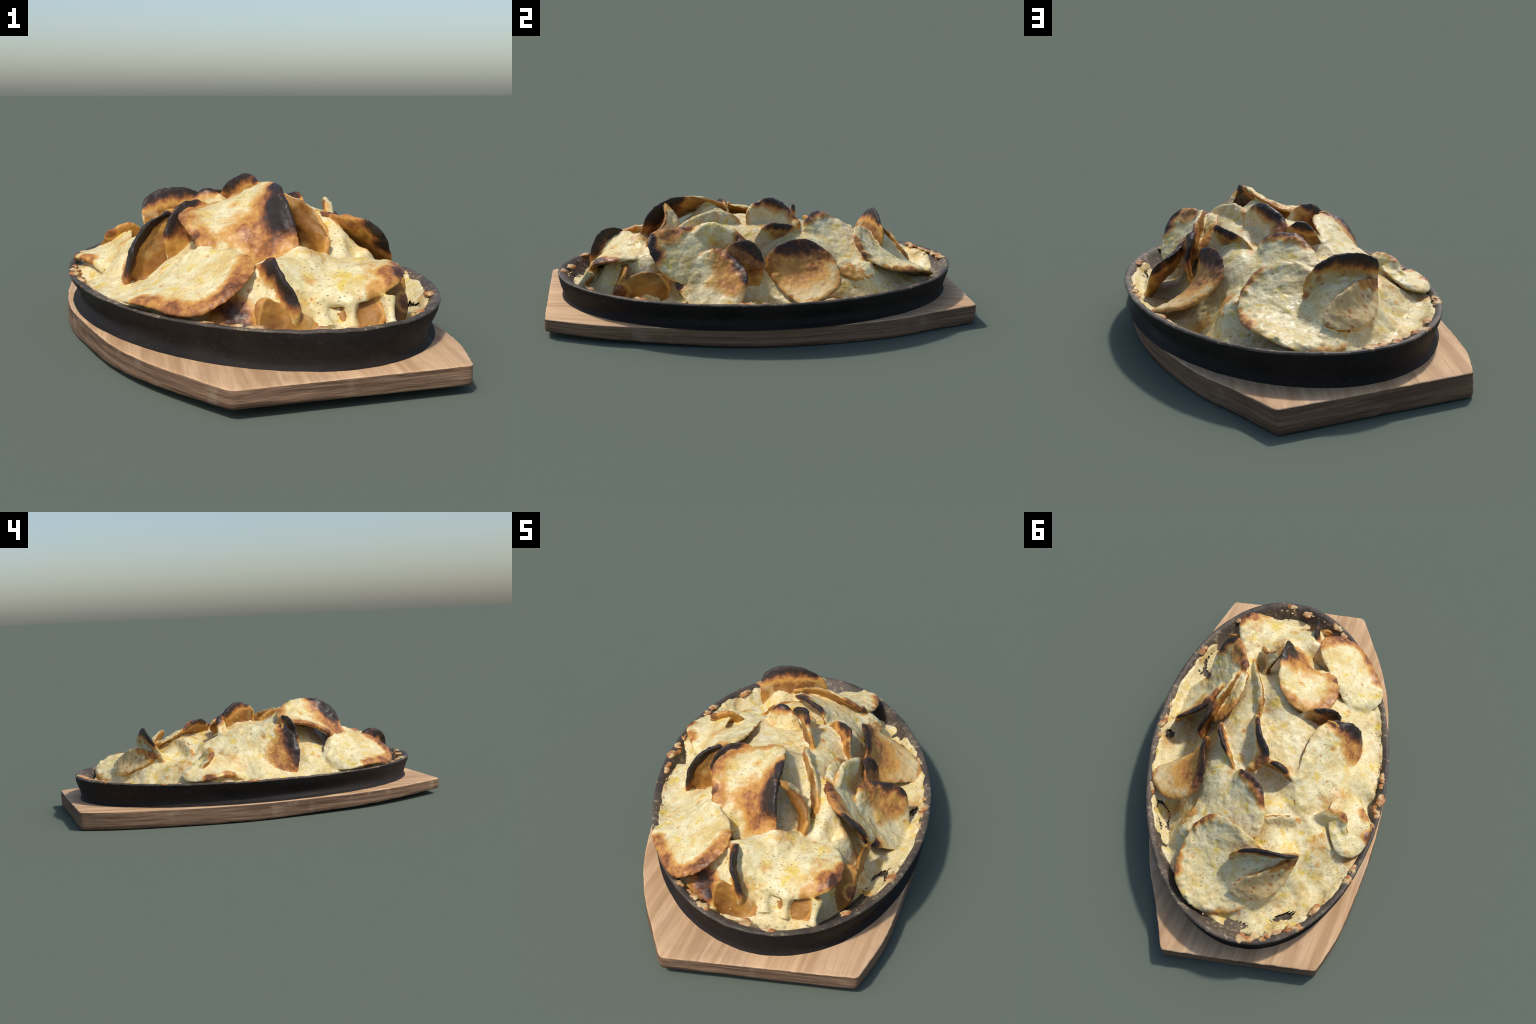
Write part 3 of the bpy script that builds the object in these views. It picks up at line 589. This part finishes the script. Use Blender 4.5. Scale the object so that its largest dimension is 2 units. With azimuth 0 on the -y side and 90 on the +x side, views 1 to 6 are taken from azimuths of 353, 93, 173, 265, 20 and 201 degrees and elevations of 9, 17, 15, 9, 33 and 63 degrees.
# ------------------------------------------------------------------ the cheese that fills the pan
# places that the surface of the melted cheese passes through
CHEESE_SPOTS = [
    # front end, the thick tongue running down from the summit
    (0.20, -0.80, 0.14), (0.10, -0.80, 0.122), (0.03, -0.785, 0.115), (0.30, -0.775, 0.135), (0.25, -0.735, 0.165), (0.05, -0.725, 0.245), (0.10, -0.725, 0.225), (0.155, -0.71, 0.222),
    (0.03, -0.68, 0.27), (0.12, -0.67, 0.28), (0.05, -0.60, 0.325), (-0.01, -0.61, 0.31), (0.02, -0.635, 0.31), (0.01, -0.655, 0.28), (0.0, -0.52, 0.24), (-0.05, -0.49, 0.25), (-0.05, -0.645, 0.295), (0.03, -0.555, 0.285), (0.15, -0.60, 0.312), (0.24, -0.62, 0.27), (0.24, -0.56, 0.295), (0.34, -0.62, 0.265),
    (0.33, -0.54, 0.28), (0.164, -0.532, 0.355), (0.215, -0.50, 0.325), (0.265, -0.429, 0.34), (0.334, -0.442, 0.285), (0.27, -0.36, 0.385), (0.29, -0.325, 0.405), (0.27, -0.27, 0.40),
    # hollows beside it
    (-0.06, -0.70, 0.19), (-0.03, -0.78, 0.12), (-0.09, -0.755, 0.14), (-0.02, -0.715, 0.18), (-0.12, -0.66, 0.19), (0.46, -0.60, 0.095), (0.43, -0.69, 0.10), (0.455, -0.44, 0.14), (0.44, -0.37, 0.14), (0.36, -0.47, 0.32), (0.375, -0.42, 0.325), (0.30, -0.43, 0.36), (0.305, -0.385, 0.375), (0.34, -0.39, 0.34), (0.37, -0.56, 0.27), (0.42, -0.63, 0.105), (0.39, -0.695, 0.105), (0.36, -0.66, 0.2), (0.50, -0.48, 0.10), (0.47, -0.54, 0.095),
    # left front slope
    (-0.12, -0.58, 0.24), (-0.05, -0.58, 0.29), (-0.18, -0.48, 0.25), (-0.27, -0.45, 0.205), (-0.34, -0.30, 0.175), (-0.165, -0.375, 0.272), (-0.10, -0.31, 0.332), (-0.13, -0.27, 0.325), (-0.07, -0.36, 0.30), (-0.223, -0.258, 0.275), (-0.25, -0.205, 0.22), (-0.30, -0.205, 0.20), (-0.20, -0.20, 0.26), (-0.343, -0.227, 0.19),
    (-0.08, -0.46, 0.29), (0.02, -0.47, 0.27), (0.15, -0.42, 0.315), (0.13, -0.36, 0.36), (0.17, -0.46, 0.30), (0.22, -0.36, 0.31),
    # crown
    (0.06, -0.25, 0.475), (0.05, -0.17, 0.45), (0.00, -0.08, 0.405), (-0.03, -0.20, 0.40), (0.003, 0.023, 0.405), (-0.10, -0.12, 0.39), (-0.19, -0.06, 0.345), (-0.12, 0.05, 0.375),
    (0.13, -0.25, 0.43), (0.10, -0.10, 0.405), (0.12, 0.05, 0.41), (0.12, 0.11, 0.39),
    # -x flank
    (-0.16, 0.13, 0.385), (-0.21, 0.132, 0.345), (-0.23, 0.188, 0.32), (-0.379, 0.098, 0.262), (-0.407, -0.018, 0.212), (-0.28, -0.05, 0.31), (-0.30, 0.20, 0.27), (-0.40, 0.18, 0.255), (-0.45, 0.21, 0.222), (-0.46, -0.08, 0.172), (-0.485, 0.025, 0.13), (-0.44, 0.03, 0.15), (-0.47, 0.28, 0.19),
    # +x flank with its hollows
    (0.33, -0.30, 0.27), (0.42, -0.30, 0.15), (0.50, -0.27, 0.155), (0.52, -0.16, 0.14), (0.25, -0.15, 0.37), (0.33, -0.05, 0.26), (0.40, 0.06, 0.14), (0.46, 0.03, 0.128), (0.50, 0.02, 0.13), (0.42, 0.00, 0.128), (0.40, -0.08, 0.13), (0.42, -0.15, 0.14), (0.45, -0.06, 0.128),
    (0.24, 0.06, 0.355), (0.22, 0.17, 0.37), (0.19, 0.23, 0.365), (0.235, 0.27, 0.325), (0.33, 0.05, 0.22), (0.42, 0.22, 0.17), (0.31, 0.30, 0.19), (0.40, 0.42, 0.13), (0.33, 0.56, 0.128), (0.32, 0.49, 0.14), (0.255, 0.62, 0.145), (0.225, 0.70, 0.135), (0.15, 0.785, 0.16), (0.36, 0.34, 0.15),
    # behind the crown
    (-0.07, 0.19, 0.325), (-0.10, 0.25, 0.34), (-0.10, 0.30, 0.36), (-0.02, 0.25, 0.335), (0.08, 0.28, 0.36), (0.12, 0.20, 0.37), (0.208, 0.385, 0.27), (0.26, 0.50, 0.255), (0.10, 0.42, 0.32), (0.00, 0.36, 0.36), (-0.09, 0.40, 0.335),
    (-0.18, 0.33, 0.285), (-0.23, 0.27, 0.295), (-0.28, 0.33, 0.272), (-0.34, 0.31, 0.265), (-0.39, 0.285, 0.23), (-0.35, 0.37, 0.238), (-0.40, 0.345, 0.218), (-0.25, 0.40, 0.265), (-0.31, 0.41, 0.245), (-0.44, 0.40, 0.17),
    # far end
    (0.033, 0.544, 0.265), (-0.12, 0.47, 0.29), (-0.10, 0.585, 0.325), (-0.15, 0.56, 0.33), (-0.20, 0.53, 0.325), (-0.245, 0.495, 0.305), (-0.065, 0.605, 0.305), (-0.035, 0.63, 0.27), (-0.065, 0.772, 0.124), (-0.13, 0.74, 0.145), (-0.16, 0.685, 0.165), (-0.235, 0.645, 0.15), (-0.295, 0.56, 0.165), (-0.03, 0.72, 0.21), (-0.30, 0.47, 0.21), (-0.12, 0.62, 0.27), (-0.08, 0.66, 0.245), (-0.2, 0.585, 0.26), (-0.31, 0.55, 0.17), (0.12, 0.66, 0.19), (0.03, 0.70, 0.175), (-0.02, 0.70, 0.205), (-0.30, 0.66, 0.145),
    (-0.40, 0.52, 0.148), (-0.13, 0.80, 0.135), (0.05, 0.81, 0.148),
]


def cheese_shell():
    spots = np.array(CHEESE_SPOTS)
    ring = []
    for i in range(40):
        t = 2 * math.pi * i / 40
        x, y = pan_xy(0.935 * PAN_A * math.cos(t), 0.935 * PAN_B * math.sin(t))
        ring.append((x, y, rim_z(x, y) - 0.021 + 0.007 * math.sin(5 * t + 1) * math.sin(3 * t)))
    ctrl = np.vstack([spots, ring])

    def kern(d):
        return np.where(d > 1e-9, d * d * np.log(np.maximum(d, 1e-9)), 0.0)

    n = len(ctrl)
    A = np.zeros((n + 3, n + 3))
    A[:n, :n] = kern(np.linalg.norm(ctrl[:, None, :2] - ctrl[None, :, :2], axis=2)) + np.eye(n) * 4e-5
    A[:n, n], A[:n, n + 1:] = 1, ctrl[:, :2]
    A[n:, :n] = A[:n, n:].T
    w = np.linalg.solve(A, np.concatenate([ctrl[:, 2], np.zeros(3)]))

    def height(xy):
        return kern(np.linalg.norm(xy[:, None] - ctrl[None, :, :2], axis=2)) @ w[:n] + w[n] + xy @ w[n + 1:]

    NR, NT = 110, 320
    xy = np.array([pan_xy(f * PAN_A * math.cos(t), f * PAN_B * math.sin(t))
                   for f in 0.985 * (np.linspace(0.004, 1, NR)) ** 0.9 for t in 2 * np.pi * np.arange(NT) / NT])
    z = np.concatenate([height(c) for c in np.array_split(xy, 40)])
    P = np.column_stack([xy, z])
    frac = pan_fraction(P[:, 0], P[:, 1])
    for p in P:
        p[2] += 0.006 * fractal((p[0], p[1], 1.5), 8) + 0.003 * fractal((p[0], p[1], 4.5), 30)
    # ragged lip where the cheese climbs the pan wall, lower at the far end and in the hollows
    u, v = pan_uv(P[:, 0], P[:, 1])
    climb = np.array([fractal((p[0], p[1], 9.0), 11, 4) for p in P])
    wall = rim_z(P[:, 0], P[:, 1]) - 0.010 + 0.014 * climb
    lip = smoothstep(0.90, 0.955, frac + 0.008 * climb)
    bare = np.clip(smoothstep(0.45, 0.8, v / PAN_B) * smoothstep(-0.3, 0.25, u / PAN_A)
                   + 0.7 * smoothstep(-0.72, -0.86, v / PAN_B)
                   + np.exp(-((P[:, 0] - 0.46) ** 2 + (P[:, 1] + 0.62) ** 2) / 0.012)
                   + np.exp(-((P[:, 0] + 0.04) ** 2 + (P[:, 1] + 0.75) ** 2) / 0.010)
                   + np.exp(-((P[:, 0] + 0.49) ** 2 + (P[:, 1] - 0.02) ** 2) / 0.006), 0, 1)
    P[:, 2] = P[:, 2] * (1 - lip) + (wall - 0.075 * bare) * lip
    P[:, 2] = np.maximum(P[:, 2], 0.101)
    P = clear_of_pan(P, [1.0, 0.988, 0.982, 0.974, 0.952, 0.922, 0.900, 0.885])
    faces = []
    for i in range(NR - 1):
        for j in range(NT):
            k = (j + 1) % NT
            faces.append((i * NT + j, (i + 1) * NT + j, (i + 1) * NT + k, i * NT + k))
    faces.append(tuple(reversed(range(NT))))
    b = len(P)
    foot = [(*pan_xy(0.76 * PAN_A * math.cos(t), 0.76 * PAN_B * math.sin(t)), 0.096) for t in 2 * np.pi * np.arange(NT) / NT]
    for j in range(NT):
        k = (j + 1) % NT
        faces.append(((NR - 1) * NT + j, b + j, b + k, (NR - 1) * NT + k))
    faces.append(tuple(b + j for j in range(NT)))
    return np.vstack([P, foot]), faces


# strings of cheese: start, end, radius at the ends, radius in the middle
STRINGS = [((.26, -.712, .222), (.262, -.742, .155), .024, .012), ((.175, -.695, .225), (.19, -.75, .158), .028, .016), ((.368, -.705, .235), (.366, -.757, .158), .022, .013),
           ((-.15, .33, .33), (-.17, .37, .27), .014, .006), ((-.17, .30, .32), (-.20, .36, .26), .014, .006)]


def string_shell(a, b, r0, r1):
    a, b = Vector(a), Vector(b)
    ax = (b - a).normalized()
    u = ax.orthogonal().normalized()
    v = ax.cross(u)
    n, m, verts, faces = 16, 13, [], []
    for i in range(m):
        s = i / (m - 1)
        r = r1 + (r0 - r1) * (2 * s - 1) ** 2
        c = a.lerp(b, s)
        for j in range(n):
            t = 2 * math.pi * j / n
            verts.append(tuple(c + (u * math.cos(t) + v * math.sin(t)) * r))
    for i in range(m - 1):
        for j in range(n):
            k = (j + 1) % n
            faces.append((i * n + j, i * n + k, (i + 1) * n + k, (i + 1) * n + j))
    faces.append(tuple(reversed(range(n))))
    faces.append(tuple((m - 1) * n + j for j in range(n)))
    return verts, faces


VOXEL = 0.0042


def build_food(parent):
    """Fuse chips, cheese and strings into one skin, soften the creases, then part it again by piece."""
    soup, frames = Soup(), []
    v, f = cheese_shell()
    soup.add(v, f, np.zeros(len(v)))
    for s in STRINGS:
        v, f = string_shell(*s)
        soup.add(v, f, np.zeros(len(v)))
    for i, spec in enumerate(CHIPS):
        v, f, skin, M = chip_shell(spec, i + 1)
        soup.add(v, f, 2 * (i + 1) + skin)
        frames.append(M)
    raw = np.vstack(soup.verts)
    owner = np.concatenate(soup.owner)
    me = bpy.data.meshes.new("fused")
    me.from_pydata(raw.tolist(), [], soup.faces)
    tmp = bpy.data.objects.new("fused", me)
    bpy.context.scene.collection.objects.link(tmp)
    mod = tmp.modifiers.new("fuse", "REMESH")
    mod.mode, mod.voxel_size, mod.adaptivity = "VOXEL", VOXEL, 0.0
    done = bpy.data.meshes.new_from_object(tmp.evaluated_get(bpy.context.evaluated_depsgraph_get()))
    bpy.data.objects.remove(tmp)
    n = len(done.vertices)
    P = np.empty(n * 3)
    done.vertices.foreach_get("co", P)
    P = P.reshape(-1, 3)
    E = np.empty(len(done.edges) * 2, np.int32)
    done.edges.foreach_get("vertices", E)
    E = E.reshape(-1, 2)
    F = np.array([tuple(p.vertices) for p in done.polygons])
    bpy.data.meshes.remove(done)
    deg = np.bincount(E.ravel(), minlength=n).astype(float)

    def lap(X):
        s = np.zeros_like(X)
        for c in range(X.shape[1]):
            s[:, c] = np.bincount(E[:, 0], X[E[:, 1], c], n) + np.bincount(E[:, 1], X[E[:, 0], c], n)
        return s / deg[:, None] - X

    def normals(X):
        fn = np.cross(X[F[:, 2]] - X[F[:, 0]], X[F[:, 3]] - X[F[:, 1]])
        vn = np.zeros_like(X)
        for c in range(3):
            for k in range(4):
                vn[:, c] += np.bincount(F[:, k], fn[:, c], n)
        return vn / (np.linalg.norm(vn, axis=1)[:, None] + 1e-12)

    P = P + 0.5 * lap(P)
    # creases fill with cheese (only hollow places move, outward); ridges stay
    for it in range(20):
        N = normals(P)
        L = lap(P)
        d = (L * N).sum(1)
        P = P + 0.55 * N * np.clip(d, 0, None)[:, None] + 0.12 * np.clip(d, None, 0)[:, None] * N
    P = P + 0.4 * lap(P)
    # who owns each face
    tree = KDTree(len(raw))
    for i, c in enumerate(raw):
        tree.insert(c, i)
    tree.balance()
    ctr = P[F].mean(1)
    own = np.array([owner[tree.find(Vector(c) + 0.007 * mnoise.noise_vector(Vector(c) * 30))[1]] for c in ctr])
    # even out the borders between pieces: each face takes the commonest owner around it
    names, own = np.unique(own, return_inverse=True)
    own, kinds = own.reshape(-1), len(names)
    for _ in range(6):
        tally = np.bincount(F.ravel() * kinds + np.repeat(own, 4), minlength=n * kinds).reshape(n, kinds).astype(np.int16)
        own = np.concatenate([tally[part].sum(1).argmax(1) for part in np.array_split(F, 8)])
    own = names[own]
    # fine relief of the crust
    N = normals(P)
    for i in range(n):
        p = P[i]
        P[i] = p + N[i] * (0.0026 * fractal(p, 20, 3) + 0.0014 * fractal(p, 60, 2) + 0.006 * max(0.0, fractal(p + 5.0, 17, 2) - 0.12))
    N = normals(P)
    cheese_mat = crust_material("cheese", "cheese", [(-0.06, -0.67, 0.17, 0.065, 0.45), (-0.02, -0.70, 0.14, 0.05, 0.5)])  # two dark brown patches in the hollow under the blistered front flap
    for k in range(len(CHIPS) + 1):
        sel = np.nonzero(own // 2 == k)[0]
        if not len(sel):
            continue
        used, inv = np.unique(F[sel], return_inverse=True)
        inv = inv.reshape(-1, 4)
        pts, nr = P[used], N[used]
        if k == 0:
            M, mats, fm, name = Matrix.Identity(4), [cheese_mat], None, "melted_cheese"
        else:
            spec, M, name = CHIPS[k - 1], frames[k - 1], "tortilla_chip"
            up, under = spec["faces"]
            mats = [crust_material(f"chip_{up}", up, spec["burns"], spec["edge"], spec["edge"]),
                    crust_material(f"chip_{under}", under, spec["burns"], spec["edge"])]
            fm = own[sel] % 2
            I = np.array(M.inverted())
            pts = pts @ I[:3, :3].T + I[:3, 3]
            Rm = np.array(M.to_3x3().normalized())
            nr = nr @ Rm
        ob = make_object(name, pts, inv.tolist(), mats, fm, parent, M)
        ob.data.normals_split_custom_set_from_vertices(nr.tolist())
    return parent


# ------------------------------------------------------------------ baked-on drips and crumbs round the rim
def build_crumbs(parent):
    n = Nodes("toasted_crumb")
    k = n.noise(n.pos, 30.0, 3)
    col = n.mix(n.step(k, 0.4, 0.6), (0.60, 0.42, 0.20), (0.42, 0.16, 0.045))
    crumb = n.finish(col, 0.55, 0.35)
    verts, faces, fm = [], [], []
    for i in range(330):
        t = random.uniform(0, 2 * math.pi)
        if fractal((math.cos(t) * 3, math.sin(t) * 3, 4.4), 1.6, 3) + 0.25 * (math.cos(t) < 0) < random.uniform(-0.1, 0.5):
            continue                                  # crust gathers in stretches, most of it on one side
        big = random.random() < 0.35
        f = random.uniform(0.94, 0.985) if big else random.uniform(0.93, 0.995)
        r = random.uniform(0.009, 0.019) if big else random.uniform(0.002, 0.005)
        x, y = pan_xy(f * PAN_A * math.cos(t), f * PAN_B * math.sin(t))
        z = rim_z(x, y) - 0.001 - max(0.0, 0.965 - f) * 0.35 - 0.0
        flat, along = random.uniform(0.25, 0.5), random.uniform(1.0, 2.0)
        turn = math.atan2(PAN_B * math.cos(t), -PAN_A * math.sin(t)) + PAN_TURN + random.uniform(-0.4, 0.4)
        b = len(verts)
        nu, nv = (14, 8) if big else (8, 5)
        for a in range(nv + 1):
            th = math.pi * a / nv
            for c in range(nu):
                ph = 2 * math.pi * c / nu
                p = [math.sin(th) * math.cos(ph) * along, math.sin(th) * math.sin(ph), math.cos(th) * flat]
                s = r * (1 + 0.6 * fractal((p[0] + i, p[1], p[2]), 1.5, 3))
                px, py = p[0] * math.cos(turn) - p[1] * math.sin(turn), p[0] * math.sin(turn) + p[1] * math.cos(turn)
                verts.append((x + px * s, y + py * s, z + p[2] * s))
        for a in range(nv):
            for c in range(nu):
                d = (c + 1) % nu
                faces.append((b + a * nu + c, b + (a + 1) * nu + c, b + (a + 1) * nu + d, b + a * nu + d))
                fm.append(0)
    ob = make_object("baked_crumbs", verts, faces, [crumb], fm, parent, Matrix.Identity(4))
    ob["kind"] = "stuff"
    return ob


# ------------------------------------------------------------------ assemble
board = build_board()
pan = build_pan()
food = bpy.data.objects.new("cheese_nachos", None)
bpy.context.scene.collection.objects.link(food)
food.location = (PAN_X, PAN_Y, 0.108)                 # on the pan floor
bpy.context.view_layer.update()
food["label"] = "pile of round tortilla chips under scorched melted cheese"
food["category"] = "baked nachos"
build_food(food)
build_crumbs(food)
